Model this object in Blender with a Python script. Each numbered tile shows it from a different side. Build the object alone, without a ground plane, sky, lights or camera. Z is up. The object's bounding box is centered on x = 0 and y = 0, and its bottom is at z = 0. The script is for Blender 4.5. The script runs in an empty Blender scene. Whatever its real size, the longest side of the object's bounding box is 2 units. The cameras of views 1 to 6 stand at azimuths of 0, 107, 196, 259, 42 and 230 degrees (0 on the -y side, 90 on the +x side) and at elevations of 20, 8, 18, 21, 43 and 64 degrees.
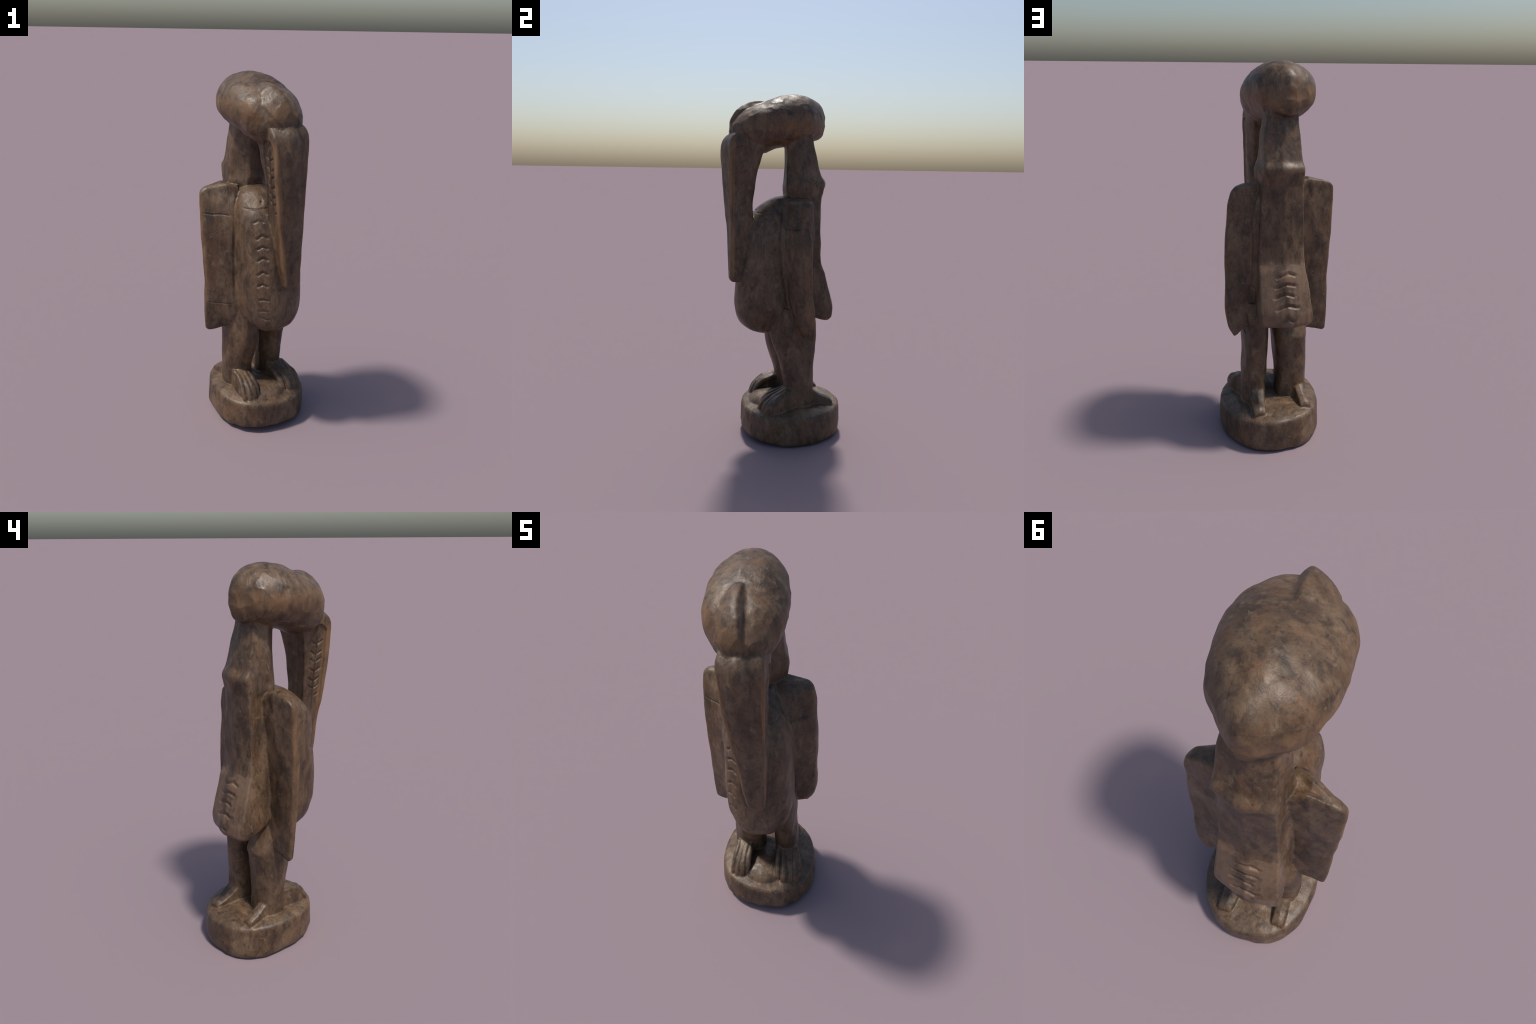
"""Carved wooden hornbill figure: a long-billed bird standing on a round plinth.

The bird is modelled in its own frame: s = to the bird's left, t = forward,
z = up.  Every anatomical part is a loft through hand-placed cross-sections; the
lofts are fused into one carved block of wood (voxel remesh), the chisel cuts
are carved into it, and the surface is then separated again by part."""
import bpy, math
import numpy as np
from mathutils.kdtree import KDTree

HEADING = math.radians(30.0)              # the bird looks 30 degrees off -y
LEFT = np.array([math.cos(HEADING), math.sin(HEADING), 0.0])
FORE = np.array([math.sin(HEADING), -math.cos(HEADING), 0.0])
VOXEL = 0.0034
SPACING = 0.008                            # loft density


def to_world(p):
    p = np.asarray(p, float)
    return p[:, :1] * LEFT + p[:, 1:2] * FORE + p[:, 2:3] * np.array([0, 0, 1.0])


def to_bird(w):
    return np.stack([w @ LEFT, w @ FORE, w[:, 2]], axis=1)


# ------------------------------------------------------------------ noise
def _hash(i, j, k, seed):
    h = (i * 374761393 + j * 668265263 + k * 2147483647 + seed * 974634777) & 0xFFFFFFFF
    h = ((h ^ (h >> 13)) * 1274126177) & 0xFFFFFFFF
    h = h ^ (h >> 16)
    return (h & 0xFFFFFF) / float(0xFFFFFF) * 2.0 - 1.0


def value_noise(p, seed=0):
    f = np.floor(p)
    w = p - f
    w = w * w * w * (w * (w * 6 - 15) + 10)
    i, j, k = [f[:, a].astype(np.int64) + 4096 for a in range(3)]
    out = 0.0
    for a in (0, 1):
        for b in (0, 1):
            for c in (0, 1):
                out = out + _hash(i + a, j + b, k + c, seed) * \
                    (w[:, 0] if a else 1 - w[:, 0]) * \
                    (w[:, 1] if b else 1 - w[:, 1]) * \
                    (w[:, 2] if c else 1 - w[:, 2])
    return out


def fractal(p, octaves=3, seed=0):
    out, amp = 0.0, 1.0
    for o in range(octaves):
        out = out + amp * value_noise(p * 2.0 ** o + 17.3 * o, seed + o)
        amp *= 0.5
    return out


# ------------------------------------------------------------------ lofting
def interpolate(keys, x):
    """Smooth (monotone cubic) interpolation of rows of numbers over key stations."""
    ks = np.array([k[0] for k in keys], float)
    vs = np.array([np.ravel(k[1]) for k in keys], float)
    h = np.diff(ks)
    d = np.diff(vs, axis=0) / h[:, None]
    m = np.zeros_like(vs)
    m[0], m[-1] = d[0], d[-1]
    for i in range(1, len(ks) - 1):
        same = d[i - 1] * d[i] > 0
        w1, w2 = 2 * h[i] + h[i - 1], h[i] + 2 * h[i - 1]
        with np.errstate(divide='ignore', invalid='ignore'):
            hm = (w1 + w2) / (w1 / d[i - 1] + w2 / d[i])
        m[i] = np.where(same, hm, 0.0)
    i = np.clip(np.searchsorted(ks, x, side='right') - 1, 0, len(ks) - 2)
    u = ((x - ks[i]) / h[i])[:, None]
    hh = h[i][:, None]
    return ((2 * u ** 3 - 3 * u ** 2 + 1) * vs[i] + (u ** 3 - 2 * u ** 2 + u) * hh * m[i]
            + (-2 * u ** 3 + 3 * u ** 2) * vs[i + 1] + (u ** 3 - u ** 2) * hh * m[i + 1])


def rounded_polygon(poly, radius, per_edge=14, per_corner=5):
    n = len(poly)
    pts, prev_b = [], None
    corners = []
    for i in range(n):
        p, a, b = poly[i], poly[i - 1], poly[(i + 1) % n]
        la, lb = np.linalg.norm(a - p) + 1e-9, np.linalg.norm(b - p) + 1e-9
        pa = p + (a - p) * min(radius / la, 0.45)
        pb = p + (b - p) * min(radius / lb, 0.45)
        u = np.linspace(0, 1, per_corner)[:, None]
        corners.append((1 - u) ** 2 * pa + 2 * u * (1 - u) * p + u ** 2 * pb)
    for i in range(n):
        pts.append(corners[i])
        u = np.linspace(0, 1, per_edge + 2)[1:-1, None]
        pts.append(corners[i][-1] * (1 - u) + corners[(i + 1) % n][0] * u)
    return np.concatenate(pts)


def oval(c0, w, lo, hi, mid, p_hi=2.0, p_lo=2.0, n=72):
    """Egg-like section: centre c0, half width w, from lo to hi, widest at mid."""
    a = np.linspace(0, 2 * math.pi, n, endpoint=False)
    ca, sa = np.cos(a), np.sin(a)
    up = sa >= 0
    p = np.where(up, p_hi, p_lo)
    x = c0 + w * np.sign(ca) * np.abs(ca) ** (2 / p)
    y = mid + np.where(up, hi - mid, mid - lo) * np.sign(sa) * np.abs(sa) ** (2 / p)
    return np.stack([x, y], axis=1)


PARTS = []                                # (label, vertices in bird frame, faces)


def skin(label, rings):
    rings = np.asarray(rings)
    m, n, _ = rings.shape
    verts = rings.reshape(-1, 3)
    faces = []
    for i in range(m - 1):
        for j in range(n):
            k = (j + 1) % n
            faces.append((i * n + j, i * n + k, (i + 1) * n + k, (i + 1) * n + j))
    lo, hi = len(verts), len(verts) + 1
    verts = np.concatenate([verts, rings[0].mean(0)[None], rings[-1].mean(0)[None]])
    for j in range(n):
        k = (j + 1) % n
        faces.append((lo, k, j))
        faces.append((hi, (m - 1) * n + j, (m - 1) * n + k))
    # extra cap samples keep the part lookup dense
    PARTS.append((label, verts, faces, rings))


def stations(keys):
    a, b = keys[0][0], keys[-1][0]
    return np.linspace(a, b, max(8, int(abs(b - a) / SPACING)))


def loft_polygon(label, keys, axis='z', radius=0.03, warp=None):
    """keys: (station, [(u, v), ...]); u is s, v is t (axis z) or z (axis t)."""
    keys = sorted(keys, key=lambda k: k[0])
    x = stations(keys)
    vals = interpolate(keys, x)
    rings = []
    for st, row in zip(x, vals):
        r = rounded_polygon(row.reshape(-1, 2), radius)
        c = np.full((len(r), 1), st)
        rings.append(np.hstack([r, c]) if axis == 'z' else np.hstack([r[:, :1], c, r[:, 1:]]))
    rings = np.array(rings)
    if warp:
        rings = warp(rings)
    skin(label, rings)


def loft_oval(label, keys, axis='z', p_hi=2.0, p_lo=2.0, warp=None):
    """keys: (station, (centre, half width, low, high, widest))."""
    keys = sorted(keys, key=lambda k: k[0])
    x = stations(keys)
    vals = interpolate(keys, x)
    rings = []
    for st, row in zip(x, vals):
        r = oval(*row, p_hi=p_hi, p_lo=p_lo)
        c = np.full((len(r), 1), st)
        rings.append(np.hstack([r, c]) if axis == 'z' else np.hstack([r[:, :1], c, r[:, 1:]]))
    rings = np.array(rings)
    if warp:
        rings = warp(rings)
    skin(label, rings)


def smoothstep(a, b, x):
    u = np.clip((x - a) / (b - a), 0, 1)
    return u * u * (3 - 2 * u)


# ------------------------------------------------------------------ the parts
# head: a big rounded pod, lofted from the nape forward
def head_warp(r):
    # the crown was planed flatter on the bird's right
    r = r.copy()
    s, t, z = r[..., 0], r[..., 1], r[..., 2]
    r[..., 1] -= (.020 * np.exp(-((s + .014) / .040) ** 2) - .008) * smoothstep(-.13, -.19, t)
    r[..., 2] -= .013 * np.exp(-((s + .105) / .06) ** 2 - ((t + .02) / .16) ** 2) * smoothstep(1.86, 1.95, z)
    return r


loft_oval('head', [
    (-.222, (-.020, .028, 1.795, 1.880, 1.835)),
    (-.210, (-.026, .062, 1.758, 1.920, 1.838)),
    (-.175, (-.032, .108, 1.738, 1.957, 1.840)),
    (-.115, (-.026, .146, 1.724, 1.988, 1.843)),
    (-.045, (-.025, .164, 1.706, 2.000, 1.845)),
    (.050, (-.020, .173, 1.688, 1.984, 1.842)),
    (.130, (-.017, .169, 1.657, 1.950, 1.830)),
    (.200, (-.013, .156, 1.646, 1.920, 1.812)),
    (.260, (-.004, .118, 1.660, 1.886, 1.792)),
    (.300, (.004, .086, 1.690, 1.852, 1.778)),
    (.327, (.008, .052, 1.720, 1.815, 1.772)),
], axis='t', p_hi=2.05, p_lo=1.95, warp=head_warp)


# casque: low wedge on the brow, flat on top, dropping steeply on the bird's left
def casque_section(top, sh=0.0, half=1.0, drop=.085):
    prof = [(-.080, -.070), (-.044, -.026), (-.012, -.004), (.012, 0), (.036, -.028), (.056, -drop), (-.072, -drop)]
    return [(-.030 + sh + half * a, top + b) for a, b in prof]


loft_polygon('casque', [
    (.108, casque_section(1.942)), (.125, casque_section(1.958)),
    (.170, casque_section(1.957)), (.215, casque_section(1.944)),
    (.260, casque_section(1.921, .006, 1.0, .12)), (.300, casque_section(1.890, .016, .85, .15)),
    (.325, casque_section(1.860, .024, .68, .15)), (.334, casque_section(1.834, .030, .5, .11)),
], axis='t', radius=.007)

# bill: a long four-sided beam hanging from the face down to the belly
# (front right edge, front middle, front left edge, left side, rear left, rear right, right side)
loft_polygon('bill', [
    (1.785, [(-.040, .275), (.000, .310), (.060, .290), (.062, .240), (.055, .190), (-.050, .195), (-.055, .245)]),
    (1.752, [(-.086, .304), (-.012, .350), (.096, .332), (.102, .220), (.090, .145), (-.088, .150), (-.088, .255)]),
    (1.720, [(-.096, .338), (-.014, .374), (.103, .346), (.108, .215), (.092, .132), (-.090, .140), (-.088, .262)]),
    (1.690, [(-.095, .355), (-.014, .382), (.104, .351), (.109, .215), (.086, .136), (-.088, .146), (-.085, .268)]),
    (1.640, [(-.090, .359), (-.014, .383), (.104, .351), (.108, .222), (.077, .155), (-.082, .168), (-.080, .270)]),
    (1.570, [(-.083, .356), (-.010, .379), (.104, .350), (.106, .240), (.072, .178), (-.070, .182), (-.073, .273)]),
    (1.500, [(-.078, .353), (-.006, .375), (.103, .348), (.103, .248), (.071, .192), (-.058, .194), (-.066, .275)]),
    (1.350, [(-.058, .347), (.008, .364), (.100, .343), (.100, .252), (.074, .207), (-.046, .207), (-.051, .275)]),
    (1.200, [(-.035, .338), (.020, .351), (.097, .339), (.099, .250), (.090, .205), (-.034, .205), (-.033, .275)]),
    (1.040, [(-.010, .334), (.035, .344), (.093, .336), (.095, .270), (.095, .220), (-.012, .220), (-.010, .280)]),
    (.945, [(.006, .335), (.046, .343), (.089, .339), (.091, .290), (.090, .250), (.006, .250), (.005, .290)]),
    (.925, [(.010, .326), (.046, .333), (.087, .330), (.089, .290), (.088, .250), (.010, .250), (.009, .285)]),
], radius=.012)

# neck: a squarish column widening down to a sharp shelf at the back
loft_polygon('neck', [
    (1.780, [(-.083, -.148), (.000, -.158), (.076, -.138), (.082, -.060), (.040, .010), (-.030, .010), (-.083, -.070)]),
    (1.730, [(-.080, -.156), (.000, -.163), (.076, -.142), (.085, -.070), (.044, .009), (-.030, .008), (-.083, -.070)]),
    (1.630, [(-.085, -.174), (.005, -.182), (.092, -.159), (.102, -.080), (.050, .004), (-.030, .004), (-.095, -.075)]),
    (1.530, [(-.092, -.198), (.005, -.214), (.098, -.189), (.115, -.085), (.052, .007), (-.034, .006), (-.106, -.075)]),
    (1.490, [(-.099, -.217), (.000, -.240), (.098, -.209), (.130, -.085), (.054, .010), (-.038, .007), (-.108, -.075)]),
    (1.474, [(-.099, -.216), (.000, -.239), (.099, -.208), (.132, -.085), (.055, .012), (-.038, .009), (-.108, -.075)]),
    (1.458, [(-.099, -.210), (.000, -.233), (.099, -.202), (.131, -.080), (.054, .012), (-.040, .009), (-.109, -.075)]),
    (1.430, [(-.099, -.205), (.000, -.228), (.100, -.196), (.130, -.075), (.050, .006), (-.045, .006), (-.116, -.075)]),
    (1.370, [(-.090, -.185), (.000, -.205), (.092, -.180), (.112, -.065), (.045, .000), (-.050, .000), (-.098, -.075)]),
], radius=.013)


def tail_warp(r):
    k = smoothstep(.85, .72, r[..., 2])
    r = r.copy()
    r[..., 2] += k * (0.0 * r[..., 0] + .30 * np.clip(r[..., 1] + .22, 0, 1))
    return r


# tail: the flat back runs down and flares into a stubby tail
loft_polygon('tail', [
    (1.420, [(-.098, -.199), (.000, -.222), (.102, -.190), (.120, -.060), (-.102, -.060)]),
    (1.330, [(-.100, -.202), (.004, -.221), (.108, -.182), (.126, -.060), (-.104, -.060)]),
    (1.100, [(-.105, -.199), (.006, -.217), (.122, -.184), (.130, -.060), (-.106, -.060)]),
    (1.030, [(-.108, -.201), (.006, -.222), (.127, -.188), (.132, -.060), (-.108, -.060)]),
    (.960, [(-.114, -.226), (.000, -.250), (.132, -.213), (.134, -.060), (-.112, -.060)]),
    (.840, [(-.126, -.261), (-.004, -.283), (.136, -.242), (.136, -.070), (-.118, -.070)]),
    (.750, [(-.138, -.285), (-.008, -.309), (.140, -.262), (.138, -.085), (-.126, -.085)]),
    (.708, [(-.136, -.284), (-.008, -.308), (.138, -.260), (.136, -.100), (-.122, -.100)]),
    (.685, [(-.114, -.258), (-.012, -.280), (.124, -.242), (.122, -.120), (-.106, -.120)]),
], radius=.008, warp=tail_warp)

# trunk: the core of the body between the wings
loft_polygon('torso', [
    (1.395, [(-.060, -.010), (.085, -.010), (.100, -.12), (-.075, -.12)]),
    (1.360, [(-.095, .025), (.120, .030), (.125, -.14), (-.100, -.14)]),
    (1.200, [(-.125, .060), (.150, .060), (.150, -.15), (-.115, -.15)]),
    (.900, [(-.138, .105), (.170, .070), (.150, -.15), (-.115, -.15)]),
    (.770, [(-.136, .108), (.160, .070), (.140, -.10), (-.115, -.10)]),
    (.680, [(-.125, .100), (.150, .060), (.130, -.03), (-.100, -.03)]),
], radius=.04)

# belly: round chest that swells downward and ends in a bag between the thighs
loft_oval('belly', [
    (1.418, (.012, .030, -.080, .010, -.030)),
    (1.408, (.010, .062, -.100, .058, -.010)),
    (1.385, (.000, .090, -.110, .108, .010)),
    (1.345, (-.002, .121, -.110, .161, .040)),
    (1.290, (.000, .141, -.110, .213, .065)),
    (1.220, (.009, .157, -.110, .250, .080)),
    (1.100, (.020, .164, -.110, .270, .095)),
    (.950, (.026, .168, -.100, .292, .105)),
    (.800, (.028, .164, -.090, .302, .115)),
    (.730, (.032, .150, -.060, .293, .120)),
    (.675, (.032, .128, -.020, .268, .125)),
    (.636, (.034, .098, .020, .222, .125)),
    (.614, (.034, .050, .060, .165, .115)),
], p_hi=2.3, p_lo=2.3)


# wings: wedge-shaped boards set against the flanks, thin at the outer edge
def right_wing_warp(r):
    r = r.copy()
    z0 = r[..., 2].copy()
    r[..., 2] += smoothstep(1.25, 1.40, z0) * (.22 * np.clip(r[..., 0] + .27, 0, .11) - .30 * np.clip(r[..., 0] + .15, 0, .07))
    r[..., 2] += smoothstep(.74, .60, z0) * .28 * np.clip(r[..., 0] + .265, 0, .2)
    return r


loft_polygon('right wing', [
    (1.404, [(-.235, -.090), (-.090, -.030), (-.080, -.105), (-.240, -.106)]),
    (1.396, [(-.262, -.082), (-.090, -.010), (-.080, -.120), (-.270, -.108)]),
    (1.374, [(-.279, -.076), (-.090, -.002), (-.080, -.130), (-.286, -.106)]),
    (1.320, [(-.284, -.060), (-.090, .040), (-.080, -.128), (-.288, -.100)]),
    (1.200, [(-.284, -.048), (-.090, .082), (-.080, -.122), (-.287, -.095)]),
    (.900, [(-.273, -.042), (-.090, .100), (-.080, -.094), (-.276, -.082)]),
    (.650, [(-.270, -.060), (-.090, .070), (-.080, -.095), (-.273, -.090)]),
    (.582, [(-.266, -.058), (-.090, .030), (-.080, -.100), (-.268, -.090)]),
    (.565, [(-.252, -.066), (-.090, .010), (-.080, -.090), (-.254, -.088)]),
], radius=.013, warp=right_wing_warp)


def left_wing_warp(r):
    r = r.copy()
    z0 = r[..., 2].copy()
    r[..., 2] += smoothstep(1.25, 1.40, z0) * .12 * np.clip(.24 - r[..., 0], 0, .12)
    r[..., 2] += smoothstep(.80, .62, z0) * .75 * np.clip(.246 - r[..., 0], 0, .2)
    return r


loft_polygon('left wing', [
    (1.395, [(.195, -.062), (.080, -.040), (.080, -.105), (.200, -.090)]),
    (1.386, [(.222, -.054), (.080, -.020), (.080, -.118), (.231, -.097)]),
    (1.358, [(.243, -.047), (.080, .030), (.080, -.122), (.252, -.093)]),
    (1.200, [(.268, -.040), (.080, .090), (.080, -.126), (.276, -.087)]),
    (1.000, [(.280, -.040), (.080, .110), (.080, -.126), (.287, -.089)]),
    (.750, [(.285, -.060), (.080, .090), (.080, -.120), (.292, -.108)]),
    (.655, [(.273, -.074), (.080, .070), (.080, -.115), (.281, -.120)]),
    (.597, [(.245, -.092), (.080, .050), (.080, -.110), (.253, -.130)]),
], radius=.013, warp=left_wing_warp)

# legs
def leg_gap(side):
    # the legs lean: the cleft between them runs toward the bird's left
    def warp(r):
        r = r.copy()
        s, t, z = r[..., 0], r[..., 1], r[..., 2]
        mid = s.mean(axis=1, keepdims=True)
        if side < 0:
            r[..., 0] += .016 * smoothstep(0, .05, s - mid) + .020 * smoothstep(.0, -.06, s - mid) * smoothstep(-.03, .04, t)
        else:
            r[..., 0] += .022 * smoothstep(0, -.05, s - mid) * smoothstep(-.06, .05, t)
        return r
    return warp


loft_oval('right leg', [
    (.180, (-.081, .078, -.138, .010, -.060)),
    (.300, (-.081, .077, -.140, .022, -.058)),
    (.370, (-.080, .078, -.141, .040, -.055)),
    (.480, (-.078, .080, -.147, .080, -.048)),
    (.545, (-.076, .082, -.158, .092, -.040)),
    (.572, (-.075, .084, -.167, .096, -.035)),
    (.600, (-.074, .085, -.158, .098, -.032)),
    (.660, (-.072, .086, -.128, .104, -.020)),
    (.720, (-.066, .087, -.100, .106, -.010)),
    (.780, (-.060, .088, -.085, .108, .000)),
], p_hi=2.6, p_lo=2.6, warp=leg_gap(-1))
loft_oval('left leg', [
    (.180, (.137, .066, -.148, .028, -.060)),
    (.300, (.135, .066, -.147, .028, -.060)),
    (.430, (.128, .067, -.150, .052, -.050)),
    (.520, (.125, .067, -.160, .080, -.040)),
    (.600, (.123, .068, -.168, .108, -.030)),
    (.780, (.118, .080, -.150, .130, -.010)),
], p_hi=2.4, p_lo=2.5, warp=leg_gap(1))


# feet: sloping instep, a ridged heel spur behind, toes in front
def instep(label, keys):
    loft_polygon(label, [(t, [(a, .10), (a + .010, top - .020), (a + .3 * (b - a), top),
                              (b - .3 * (b - a), top), (b - .010, top - .020), (b, .10)])
                         for t, a, b, top in keys], axis='t', radius=.012)


instep('right foot', [(-.04, -.140, -.025, .320), (.01, -.146, -.034, .315), (.06, -.152, -.040, .302),
                      (.11, -.154, -.040, .285), (.150, -.146, -.045, .245), (.172, -.130, -.052, .205), (.180, -.118, -.060, .180)])
instep('left foot', [(-.04, .080, .205, .312), (.01, .085, .225, .304), (.06, .094, .248, .286),
                     (.11, .104, .258, .260), (.148, .112, .250, .226), (.170, .125, .228, .190)])


def heel(label, keys):
    loft_polygon(label, [(t, [(a, .10), (a + .004, top - .014), (a + .45 * (b - a), top),
                              (b - .006, top - .010), (b, .10)]) for t, a, b, top in keys],
                 axis='t', radius=.008)


heel('right foot', [(-.250, -.146, -.084, .214), (-.240, -.150, -.080, .226), (-.180, -.147, -.078, .252),
                    (-.130, -.142, -.072, .282), (-.080, -.140, -.060, .315)])
heel('left foot', [(-.268, .106, .176, .206), (-.258, .102, .180, .218), (-.190, .094, .178, .250),
                   (-.140, .088, .178, .285), (-.080, .085, .180, .320)])


def toe(label, path):
    """path: (t, s, z, radius)"""
    loft_oval(label, [(t, (s, r, z - 2.2 * r, z + r, z)) for t, s, z, r in path], axis='t')


RIGHT_TOES = [(-.128, -.134), (-.103, -.107), (-.078, -.081), (-.055, -.056)]
for i, (a, b) in enumerate(RIGHT_TOES):
    end = (.176, .190, .192, .180)[i]
    toe('right toe %d' % i, [(.000, a, .303, .010), (.050, a, .296 - .003 * (i % 2), .0125), (.100, .6 * a + .4 * b, .279, .0135),
                             (end - .035, b, .246, .0145), (end - .010, b, .205, .014), (end, b, .180, .007)])
LEFT_TOES = [(.104, .118), (.136, .154), (.168, .192), (.200, .232)]
for i, (a, b) in enumerate(LEFT_TOES):
    end = (.178, .186, .174, .148)[i]
    toe('left toe %d' % i, [(.000, a, .288, .011), (.050, .7 * a + .3 * b, .273 - .004 * (i % 2), .0145), (.085, .4 * a + .6 * b, .258, .016),
                            (end - .035, b, .229, .0175), (end - .010, b, .198, .017), (end, b, .176, .008)])

# plinth: irregular round block with a worn shoulder and a hump between the feet
OUTLINE = np.array([(.000, .258), (.128, .258), (.240, .194), (.296, .099), (.319, -.003), (.305, -.125),
                    (.256, -.228), (.178, -.305), (.065, -.345), (-.060, -.330), (-.146, -.282),
                    (-.212, -.180), (-.230, -.030), (-.220, .098), (-.170, .184), (-.094, .238)])
MIDDLE = np.array([.045, -.045])


def outline(scale):
    return (MIDDLE + (OUTLINE - MIDDLE) * scale)[::-1]


def plinth_warp(r):
    # the block stands a little hollow on its right and front edge; the top tilts up to the right
    r = r.copy()
    s, t, z = r[..., 0], r[..., 1], r[..., 2]
    lift = np.clip(-.5 * (s - .05) + .35 * t, 0, .2) * .09 + np.clip(t - .06, 0, .2) * .09
    r[..., 2] = z + lift * smoothstep(.05, .0, z) - .045 * (s - .05) * smoothstep(.08, .17, z)
    return r


loft_polygon('plinth', [(.000, outline(.962)), (.014, outline(.990)), (.060, outline(1.0)), (.140, outline(.992)),
                        (.164, outline(.984)), (.174, outline(.966)), (.182, outline(.920)), (.190, outline(.82)),
                        (.199, outline(.6)), (.203, outline(.2))], radius=.05, warp=plinth_warp)
loft_oval('plinth', [(.150, (.030, .200, -.14, .252, .06)), (.185, (.025, .150, -.10, .215, .07)),
                     (.212, (.026, .115, -.06, .192, .08)), (.232, (.024, .075, -.01, .158, .08)),
                     (.242, (.022, .030, .05, .120, .08))])



# ------------------------------------------------------------------ fuse
def fuse():
    verts, faces, n = [], [], 0
    for label, v, f, _ in PARTS:
        verts.append(v)
        faces += [tuple(i + n for i in q) for q in f]
        n += len(v)
    me = bpy.data.meshes.new('block')
    me.from_pydata(to_world(np.concatenate(verts)).tolist(), [], faces)
    ob = bpy.data.objects.new('block', me)
    bpy.context.scene.collection.objects.link(ob)
    md = ob.modifiers.new('fuse', 'REMESH')
    md.mode = 'VOXEL'
    md.voxel_size = VOXEL
    dg = bpy.context.evaluated_depsgraph_get()
    em = ob.evaluated_get(dg).to_mesh()
    co = np.empty(len(em.vertices) * 3)
    em.vertices.foreach_get('co', co)
    tot = np.empty(len(em.polygons), int)
    em.polygons.foreach_get('loop_total', tot)
    lv = np.empty(len(em.loops), int)
    em.loops.foreach_get('vertex_index', lv)
    assert (tot == 4).all()
    ob.evaluated_get(dg).to_mesh_clear()
    bpy.data.objects.remove(ob)
    bpy.data.meshes.remove(me)
    return co.reshape(-1, 3), lv.reshape(-1, 4)


def edge_list(quads):
    e = np.concatenate([quads[:, [i, (i + 1) % 4]] for i in range(4)])
    e.sort(axis=1)
    return np.unique(e, axis=0)


def largest_piece(co, quads):
    """drop stray inner shells"""
    lab = np.arange(len(co))
    e = edge_list(quads)
    while True:
        m = np.minimum(lab[e[:, 0]], lab[e[:, 1]])
        new = lab.copy()
        np.minimum.at(new, e[:, 0], m)
        np.minimum.at(new, e[:, 1], m)
        new = new[new]
        if (new == lab).all():
            break
        lab = new
    keep = lab == np.bincount(lab).argmax()
    idx = np.cumsum(keep) - 1
    q = quads[keep[quads[:, 0]]]
    return co[keep], idx[q]


def relax(co, edges, n, lam=0.5):
    deg = np.bincount(edges.ravel(), minlength=len(co)).astype(float)[:, None]
    for _ in range(n):
        s = np.zeros_like(co)
        for a in range(3):
            s[:, a] = np.bincount(edges[:, 0], co[edges[:, 1], a], len(co)) + \
                np.bincount(edges[:, 1], co[edges[:, 0], a], len(co))
        co = co + lam * (s / deg - co)
    return co


def normals_of(co, quads):
    fn = np.cross(co[quads[:, 2]] - co[quads[:, 0]], co[quads[:, 3]] - co[quads[:, 1]])
    vn = np.zeros_like(co)
    for c in range(4):
        for a in range(3):
            vn[:, a] += np.bincount(quads[:, c], fn[:, a], len(co))
    return vn / (np.linalg.norm(vn, axis=1, keepdims=True) + 1e-12)


co, quads = fuse()
co, quads = largest_piece(co, quads)
edges = edge_list(quads)
co = relax(co, edges, 4)

# --- which part does each face belong to: nearest loft surface
kd = KDTree(sum(len(p[1]) for p in PARTS))
owner, n = [], 0
for pi, (label, v, f, rings) in enumerate(PARTS):
    for p in to_world(v):
        kd.insert(p, n)
        owner.append(pi)
        n += 1
kd.balance()
labels = sorted({p[0] for p in PARTS})
part_label = np.array([labels.index(PARTS[o][0]) for o in owner])
vert_label = np.array([part_label[kd.find(p)[1]] for p in co])
for _ in range(6):                        # clean ragged borders by neighbour vote
    votes = np.zeros((len(co), len(labels)), np.float32)
    votes[np.arange(len(co)), vert_label] += 1.5
    for a, b in ((0, 1), (1, 0)):
        np.add.at(votes, (edges[:, a], vert_label[edges[:, b]]), 1)
    vert_label = votes.argmax(1)

# --- hand-hewn surface
bird = to_bird(co)
nrm = normals_of(co, quads)
grain = fractal(bird * np.array([22, 22, 9.0]), 2, 3) * .0016
lumps = fractal(bird * np.array([9, 9, 6.0]), 2, 11) * .0022
is_head = np.isin(vert_label, [labels.index('head'), labels.index('casque')])
dents = -np.abs(fractal(bird * 13.0, 2, 23)) * .0045 + .002
facets = -np.abs(fractal(bird * np.array([15, 15, 6.5]) + 5.1, 1, 41)) * .0042 + .0014
co = co + nrm * (grain + lumps + np.where(is_head, dents, facets))[:, None]

# --- chisel cuts -----------------------------------------------------------
# each cut: polyline in the bird frame, the direction it was cut from, width, depth,
# and how much wider the slope above the cut is than the step below it
CUTS = []
FROM_RIGHT_FRONT = (-.5, .866, 0)
FROM_LEFT_FRONT = (.75, .66, 0)
FROM_BACK = (.1, -.995, 0)
FROM_RIGHT = (-1, 0, 0)
FROM_LEFT = (1, 0, 0)


def chevron(apex, across, half_a, half_b, droop, direction, width, depth, slope):
    a, c = np.array(apex, float), np.array(across, float)
    down = np.array([0, 0, -1.0])
    CUTS.append(([a - c * half_a + down * droop, a - c * half_a * .45 + down * droop * .38, a,
                  a + c * half_b * .5 + down * droop * .25, a + c * half_b + down * droop * .6],
                 direction, width, depth, slope))


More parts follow.
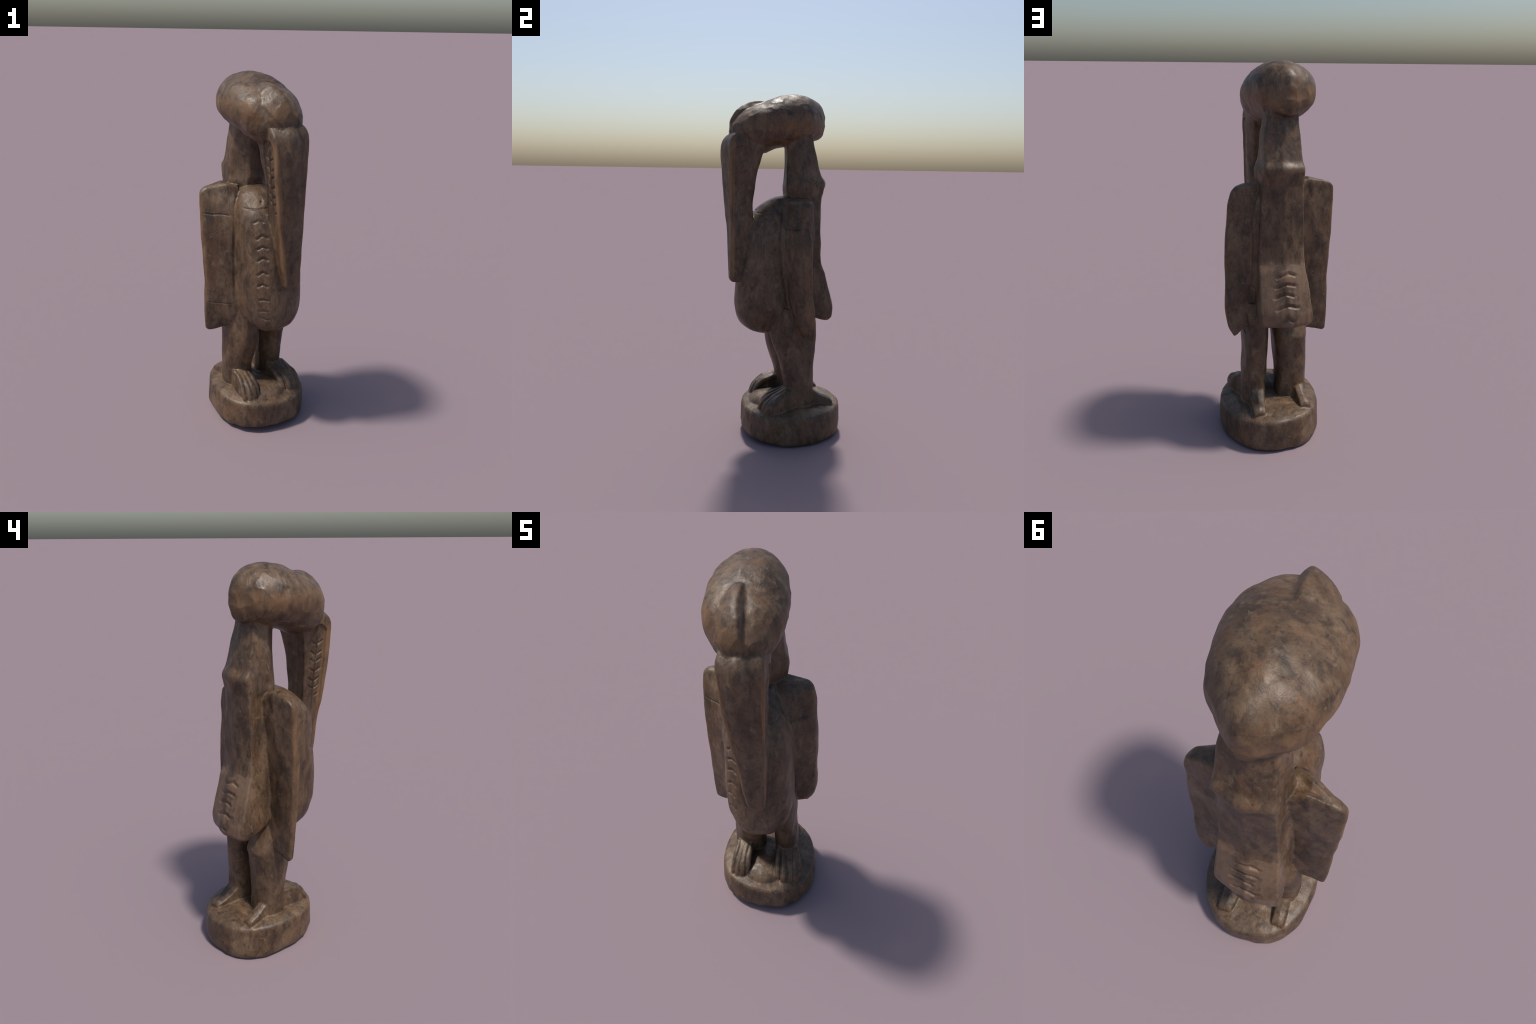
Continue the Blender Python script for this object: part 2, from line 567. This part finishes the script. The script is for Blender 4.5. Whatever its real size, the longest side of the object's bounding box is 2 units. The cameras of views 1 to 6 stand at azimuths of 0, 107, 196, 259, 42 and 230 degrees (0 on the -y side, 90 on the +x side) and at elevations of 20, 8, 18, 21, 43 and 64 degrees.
# a file of chevrons down the right of the breast, a fainter one on the left
for k, (ps, pt, z) in enumerate([(-.085, .195, 1.277), (-.079, .226, 1.205), (-.081, .235, 1.146), (-.083, .245, 1.085),
                                 (-.087, .252, 1.010), (-.089, .255, .942), (-.084, .262, .856), (-.080, .259, .790),
                                 (-.064, .258, .735)]):
    strong = (.0050, .0080, .0080, .0070, .0070, .0062, .0052, .0042, .0036)[k]
    chevron((ps, pt, z), (.866, .5, 0), .026 + .003 * (k % 2), .027, (.012, .024, .018, .020, .022, .018, .006, .008, -.010)[k],
            FROM_RIGHT_FRONT, .0068, strong * 1.25, 2.0)
for k, (ps, pt, z) in enumerate([(.125, .235, 1.134), (.136, .237, 1.089), (.147, .239, 1.026), (.154, .238, .971),
                                 (.157, .240, .898), (.158, .240, .842)]):
    chevron((ps, pt, z), (.66, -.75, 0), .018, .020, .016, FROM_LEFT_FRONT, .005, .0030, 2.0)
# chevrons on the tail
for k, (ps, pt, z, ha, hb, dr) in enumerate([(-.012, -.234, .972, .056, .036, .024), (.000, -.251, .921, .055, .048, .021),
                                             (.006, -.263, .873, .056, .042, .024), (.001, -.282, .816, .054, .056, .024),
                                             (.002, -.296, .747, .038, .028, .020)]):
    chevron((ps, pt, z), (-1, 0, 0), ha, hb, dr, FROM_BACK, .0075, .0095, 2.2)
# collar line and a drilled hole on the breast
CUTS.append(([(-.130, .110, 1.326), (-.100, .150, 1.328), (-.081, .168, 1.327), (-.050, .176, 1.333), (-.010, .186, 1.333)],
             FROM_RIGHT_FRONT, .005, .0045, 1.5))
CUTS.append(([(.040, .182, 1.323), (.108, .157, 1.321), (.135, .110, 1.325)], FROM_LEFT_FRONT, .004, .0025, 1.5))
CUTS.append(([(-.046, .150, 1.366), (-.045, .150, 1.359)], FROM_RIGHT_FRONT, .010, .009, 1.0))
# bands across the wings
CUTS.append(([(-.279, -.060, 1.277), (-.242, -.030, 1.272), (-.207, -.008, 1.275), (-.162, .025, 1.268)],
             FROM_RIGHT_FRONT, .0045, .0045, 1.3))
CUTS.append(([(-.262, -.049, .760), (-.217, -.011, .758), (-.160, .036, .757)], FROM_RIGHT_FRONT, .0045, .0045, 1.3))
CUTS.append(([(.172, .040, 1.242), (.198, .007, 1.237), (.243, -.023, 1.240)], FROM_LEFT, .0055, .0060, 1.3))
CUTS.append(([(.216, -.006, .806), (.236, -.022, .806), (.280, -.055, .811)], FROM_LEFT, .0050, .0055, 1.3))
# creases where the wings lie against the body
CUTS.append(([(.128, .050, 1.372), (.160, .066, 1.289), (.181, .068, 1.147), (.189, .052, .960), (.184, .024, .830),
              (.197, -.010, .705)], FROM_LEFT_FRONT, .015, .0080, 1.0))
CUTS.append(([(.197, -.012, .702), (.203, -.040, .656), (.228, -.075, .622), (.262, -.105, .606)], FROM_LEFT, .008, .0070, .8))
CUTS.append(([(-.120, .035, 1.390), (-.140, .050, 1.345), (-.146, .048, 1.218), (-.152, .052, 1.031), (-.150, .052, .919),
              (-.146, .055, .800)], FROM_RIGHT_FRONT, .013, .0060, 1.0))
# a split in the wood over the brow
CUTS.append(([(-.065, .179, 1.948), (-.072, .197, 1.930), (-.070, .225, 1.910), (-.075, .262, 1.884)],
             (-.3, .5, .8), .0030, .0020, 1.0))
CUTS.append(([(-.132, -.096, 1.758), (-.145, -.044, 1.752), (-.145, .022, 1.742)], FROM_RIGHT, .004, .0025, 1.0))
# furrows between the toes of the left foot
for a, b in ((.119, .136), (.151, .173), (.183, .211)):
    CUTS.append(([(a, .015, .295), (.5 * (a + b), .09, .262), (b, .140, .225), (b, .172, .190)], (0, .5, .85), .0060, .0060, 1.0))
# feather strokes on the two sides of the bill, either side of a raised spine
for k in range(8):
    z = 1.598 - .0455 * k + (.004, -.003, .005, 0, -.004, .003, 0, .004, -.002)[k]
    sp = .268 + .0006 * k
    CUTS.append(([(-.08, sp - .036 + .001 * k, z + .016), (-.08, sp - .006, z - .004)], FROM_RIGHT, .0055, .0062, 2.0))
    CUTS.append(([(-.08, sp + .006, z - .004), (-.08, sp + .040 - .001 * k, z + .013)], FROM_RIGHT, .0055, .0062, 2.0))
for k in range(6):
    z = 1.612 - .060 * k
    CUTS.append(([(.10, .290, z - .006), (.10, .250, z + .014)], FROM_LEFT, .0050, .0050, 1.5))
    CUTS.append(([(.10, .304, z - .006), (.10, .322, z + .002)], FROM_LEFT, .0050, .0040, 1.5))
CUTS.append(([(.10, .299, 1.66), (.10, .300, 1.50), (.10, .300, 1.30), (.10, .302, 1.20)], FROM_LEFT, .0030, .0030, 1.0))


def bill_panels(b, nrm, push, is_bill):
    """sunk feather panels with an arched top, one on each side of the bill"""
    t, z = b[:, 1], b[:, 2]
    for side, rear, front, spine in (
            (-1, .222 + .016 * smoothstep(1.35, 1.10, z), .322 + .006 * smoothstep(1.4, 1.0, z), +.268 + .013 * (1.6 - z)),
            (1, .220 + .030 * smoothstep(1.70, 1.20, z), .332 + 0 * z, .299 + 0 * z)):
        arch = smoothstep(1.708, 1.672, z) * .98 + .02
        mid, half = .5 * (rear + front), .5 * (front - rear) * np.sqrt(np.clip((1.700 - z) / .03, 0, 1))
        inside = smoothstep(half + .0015, half - .003, np.abs(t - mid)) * (half > .004)
        inside *= smoothstep(1.22, 1.34, z)
        faces = smoothstep(.35, .65, side * (nrm @ LEFT))
        ridge = smoothstep(.002, .005, np.abs(t - spine)) if side < 0 else 1.0
        push += is_bill * faces * inside * ridge * .0075


def carve(co, quads):
    nrm = normals_of(co, quads)
    b = to_bird(co)
    bn = to_bird(nrm)
    push = np.zeros(len(co))
    bill_panels(b, nrm, push, vert_label == labels.index('bill'))
    cut = np.zeros(len(co))
    for line, direction, width, depth, slope in CUTS:
        line = np.array(line, float)
        d0 = np.array(direction, float)
        d0 /= np.linalg.norm(d0)
        keep = np.ones(len(co), bool) if abs(d0[0]) < 1 or abs(line[0][0]) > .13 else vert_label == labels.index('bill')
        reach = np.array([.03, .03, 3 * width * slope])
        near = np.where(((b > line.min(0) - reach) & (b < line.max(0) + reach)).all(1) & (bn @ d0 > .15) & keep)[0]
        if not len(near):
            continue
        p = b[near]
        best = np.full(len(near), 9.0)
        total = max(len(line) - 1, 1)
        fade = np.ones(len(near))
        for i in range(len(line) - 1):
            a, c = line[i], line[i + 1]
            flat = lambda v: v - np.outer(v @ d0, d0)
            d = flat((c - a)[None])[0]
            rel = flat(p - a)
            u = np.clip((rel @ d) / (d @ d), 0, 1)
            off = rel - u[:, None] * d
            dist = np.linalg.norm(off, axis=1) / np.where(off[:, 2] > 0, slope, 1.0)
            better = dist < best
            best = np.where(better, dist, best)
            g = (i + u) / total
            fade = np.where(better, np.clip(np.minimum(g, 1 - g) * 5 + .45, 0, 1), fade)
        amt = depth * np.clip(1 - best / width, 0, 1) ** 1.1 * fade
        cut[near] = np.maximum(cut[near], amt)
    return co - nrm * (push + cut)[:, None]


# fit: lowest point on the ground, total height 2.00 m
lo, hi = co.min(0), co.max(0)
co[:, 2] = .001 + (co[:, 2] - lo[2]) * (1.999 / (hi[2] - lo[2]))


print('EXTENT before fitting', lo.round(4), hi.round(4))
co = carve(co, quads)
nrm = normals_of(co, quads)


# ------------------------------------------------------------------ material
def wood_material():
    mat = bpy.data.materials.new('aged_wood')
    mat.use_nodes = True
    nt = mat.node_tree
    nt.nodes.clear()
    N = nt.nodes.new

    def link(a, b):
        nt.links.new(a, b)

    def put(sock, val):
        if hasattr(val, 'links'):
            link(val, sock)
        else:
            sock.default_value = val if isinstance(val, (int, float)) else (*val, 1)
    out = N('ShaderNodeOutputMaterial')
    bsdf = N('ShaderNodeBsdfPrincipled')
    link(bsdf.outputs[0], out.inputs[0])
    tc = N('ShaderNodeTexCoord')
    # object coordinates turned into the bird's frame: x = left, y = backward, z = up
    turn = N('ShaderNodeMapping')
    turn.inputs['Rotation'].default_value = (0, 0, -HEADING)
    link(tc.outputs['Object'], turn.inputs[0])
    xyz = N('ShaderNodeSeparateXYZ')
    link(turn.outputs[0], xyz.inputs[0])
    S, BACK, Z = xyz.outputs

    def noise(scale, stretch=(1, 1, 1), detail=4, rough=.6, loc=(0, 0, 0), warp=0.0):
        mp = N('ShaderNodeMapping')
        mp.inputs['Scale'].default_value = stretch
        mp.inputs['Location'].default_value = loc
        link(turn.outputs[0], mp.inputs[0])
        n = N('ShaderNodeTexNoise')
        n.inputs['Scale'].default_value = scale
        n.inputs['Detail'].default_value = detail
        n.inputs['Roughness'].default_value = rough
        n.inputs['Distortion'].default_value = warp
        link(mp.outputs[0], n.inputs['Vector'])
        return n.outputs['Fac']

    def ramp(fac, stops):
        r = N('ShaderNodeValToRGB')
        el = r.color_ramp.elements
        while len(el) < len(stops):
            el.new(.5)
        for e, (p, c) in zip(el, stops):
            e.position = p
            e.color = (*c, 1)
        link(fac, r.inputs[0])
        return r.outputs['Color']

    def mix(fac, a, b, mode='MIX'):
        m = N('ShaderNodeMix')
        m.data_type = 'RGBA'
        m.blend_type = mode
        put(m.inputs[0], fac)
        put(m.inputs[6], a)
        put(m.inputs[7], b)
        return m.outputs[2]

    def math_(op, a, b=0.0, c=0.0):
        m = N('ShaderNodeMath')
        m.operation = op
        for sock, v in zip(m.inputs, (a, b, c)):
            put(sock, v)
        return m.outputs[0]

    def band(x, lo0, lo1, hi0=None, hi1=None):
        """smooth 0-1 gate: rises lo0..lo1, falls hi0..hi1"""
        def step(a, b):
            r = N('ShaderNodeMapRange')
            r.interpolation_type = 'SMOOTHSTEP'
            put(r.inputs[0], x)
            r.inputs[1].default_value, r.inputs[2].default_value = min(a, b), max(a, b)
            r.inputs[3].default_value, r.inputs[4].default_value = (0, 1) if a < b else (1, 0)
            return r.outputs[0]
        v = step(lo0, lo1)
        return v if hi0 is None else math_('MULTIPLY', v, step(hi1, hi0))

    def mul(*v):
        r = v[0]
        for q in v[1:]:
            r = math_('MULTIPLY', r, q)
        return r
    W = lambda v: (v, v, v)
    c = ramp(noise(9, (1, 1, .55), 6, .62, (0, 0, 0), .4),
             [(.30, DARK), (.46, MID), (.60, LIGHT), (.76, PALE)])
    blot = ramp(noise(24, (1, 1, .6), 8, .70, (6, 3, 2), .6), [(.40, W(.60)), (.49, W(.98)), (.60, W(1.10)), (.68, W(1.32))])
    c = mix(1.0, c, blot, 'MULTIPLY')
    rust = ramp(noise(13, (1, 1, .45), 7, .66, (3, 1, 5), .5), [(.52, W(0)), (.63, W(.62))])
    c = mix(rust, c, RUST)
    bloom = ramp(noise(28, (1, 1, .7), 8, .72, (7, 2, 1), .6), [(.56, W(0)), (.66, W(.55))])
    c = mix(bloom, c, BLOOM)
    fleck = ramp(noise(55, (1, 1, .6), 6, .7, (2, 7, 5), .5), [(.36, W(.66)), (.45, W(1)), (.62, W(1)), (.70, W(1.35))])
    c = mix(1.0, c, fleck, 'MULTIPLY')
    streak = ramp(noise(40, (1, 1, .35), 4, .65, (1, 9, 3)), [(.34, W(.80)), (.50, W(1)), (.72, W(1.10))])
    c = mix(1.0, c, streak, 'MULTIPLY')
    pits = ramp(noise(75, (1, 1, .6), 3, .6, (4, 4, 4)), [(.30, W(.62)), (.42, W(1))])
    c = mix(1.0, c, pits, 'MULTIPLY')
    ragged = math_('SUBTRACT', noise(26, (1, 1, 1), 4, .6, (2, 2, 9)), .5)
    # worn, reddish edges: rims of the wings, edges of the bill front, handled band round the head
    wear_break = ramp(noise(15, (1, 1, .5), 4, .6, (8, 8, 2)), [(.35, W(.15)), (.60, W(.85))])
    rim_r = math_('SUBTRACT', math_('MULTIPLY', S, -1.0), math_('MULTIPLY_ADD', Z, .020, .260))
    rim_r = mul(band(math_('MULTIPLY_ADD', ragged, .016, rim_r), -.008, .004), band(Z, .50, .56, 1.40, 1.42))
    rim_l = mul(band(math_('MULTIPLY_ADD', ragged, .016, S), .276, .288), band(Z, .60, .66, 1.25, 1.35))
    rims = mul(math_('MAXIMUM', rim_r, rim_l), .75)
    edge_r = math_('ABSOLUTE', math_('ADD', S, math_('MULTIPLY_ADD', Z, .126, -.122)))
    bill_r = mul(band(math_('MULTIPLY_ADD', ragged, .01, edge_r), .014, .006), band(BACK, -.372, -.362, -.318, -.300), band(Z, .93, .95, 1.66, 1.72), .8)
    edge_l = math_('ABSOLUTE', math_('SUBTRACT', S, .099))
    bill_l = mul(band(math_('MULTIPLY_ADD', ragged, .01, edge_l), .012, .005), band(BACK, -.370, -.355, -.325, -.310), band(Z, .93, .95, 1.72, 1.76))
    girdle = mul(band(math_('MULTIPLY_ADD', ragged, .10, Z), 1.775, 1.800, 1.865, 1.890), .55)
    wear = math_('MAXIMUM', math_('MAXIMUM', rims, math_('MAXIMUM', bill_r, bill_l)), girdle)
    c = mix(mul(wear, wear_break), c, WORN)
    # the lower tail has a paler scraped patch with a hard ragged upper edge
    patch = mul(band(math_('MULTIPLY_ADD', ragged, .035, Z), .680, .700, 1.010, 1.016), band(BACK, .175, .195), band(math_('ABSOLUTE', S), .135, .120),
                ramp(noise(20, (1, 1, .8), 4, .6, (5, 1, 1)), [(.38, W(.08)), (.56, W(.60))]))
    c = mix(patch, c, SCRAPED)
    link(c, bsdf.inputs['Base Color'])
    rgh = ramp(noise(13, (1, 1, .6), 4, .6, (2, 6, 8)), [(.3, W(.38)), (.7, W(.60))])
    link(rgh, bsdf.inputs['Roughness'])
    bsdf.inputs['Specular IOR Level'].default_value = .5
    height = math_('MULTIPLY_ADD', noise(95, (1, 1, .3), 4, .65), .5, noise(36, (1, 1, .55), 4, .6, (5, 5, 5)))
    bump = N('ShaderNodeBump')
    bump.inputs['Strength'].default_value = .35
    bump.inputs['Distance'].default_value = .006
    link(height, bump.inputs['Height'])
    link(bump.outputs[0], bsdf.inputs['Normal'])
    return mat


DARK, MID, LIGHT, PALE = (.040, .0230, .0132), (.087, .0515, .0280), (.133, .083, .0465), (.180, .121, .071)
RUST, BLOOM, WORN, SCRAPED = (.136, .069, .031), (.190, .136, .084), (.208, .110, .046), (.198, .122, .076)
WOOD = wood_material()

# ------------------------------------------------------------------ separate
votes = np.zeros((len(quads), len(labels)), np.int8)
for c in range(4):
    votes[np.arange(len(quads)), vert_label[quads[:, c]]] += 1
face_label = votes.argmax(1)

root = bpy.data.objects.new('hornbill_figure', None)
bpy.context.scene.collection.objects.link(root)
root['label'] = 'dark carved wooden hornbill standing on a round plinth'
root['category'] = 'wood carving'
NAMES = {'head': 'head', 'casque': 'casque', 'bill': 'bill', 'neck': 'neck', 'tail': 'tail', 'torso': 'torso',
         'belly': 'torso', 'right wing': 'wing', 'left wing': 'wing', 'right leg': 'leg', 'left leg': 'leg',
         'right foot': 'foot', 'left foot': 'foot', 'plinth': 'plinth'}
groups = {}
for i, lab in enumerate(labels):
    key = 'torso' if lab == 'belly' else lab
    groups.setdefault(key, []).append(i)


def make_piece(key, ids, parent):
    sel = quads[np.isin(face_label, ids)]
    if not len(sel):
        print('EMPTY', key)
        return None
    used = np.unique(sel)
    remap = np.full(len(co), -1)
    remap[used] = np.arange(len(used))
    name = 'toe' if ' toe ' in key else NAMES[key]
    me = bpy.data.meshes.new(name)
    me.from_pydata(co[used].tolist(), [], remap[sel].tolist())
    me.polygons.foreach_set('use_smooth', np.ones(len(me.polygons), bool))
    me.normals_split_custom_set_from_vertices(nrm[used].tolist())
    me.materials.append(WOOD)
    ob = bpy.data.objects.new(name, me)
    bpy.context.scene.collection.objects.link(ob)
    ob.parent = parent
    return ob


made = {}
for key, ids in groups.items():
    if ' toe ' not in key:
        made[key] = make_piece(key, ids, root)
for key, ids in groups.items():
    if ' toe ' in key:
        make_piece(key, ids, made[key.split()[0] + ' foot'])
print('QUADS', len(quads))
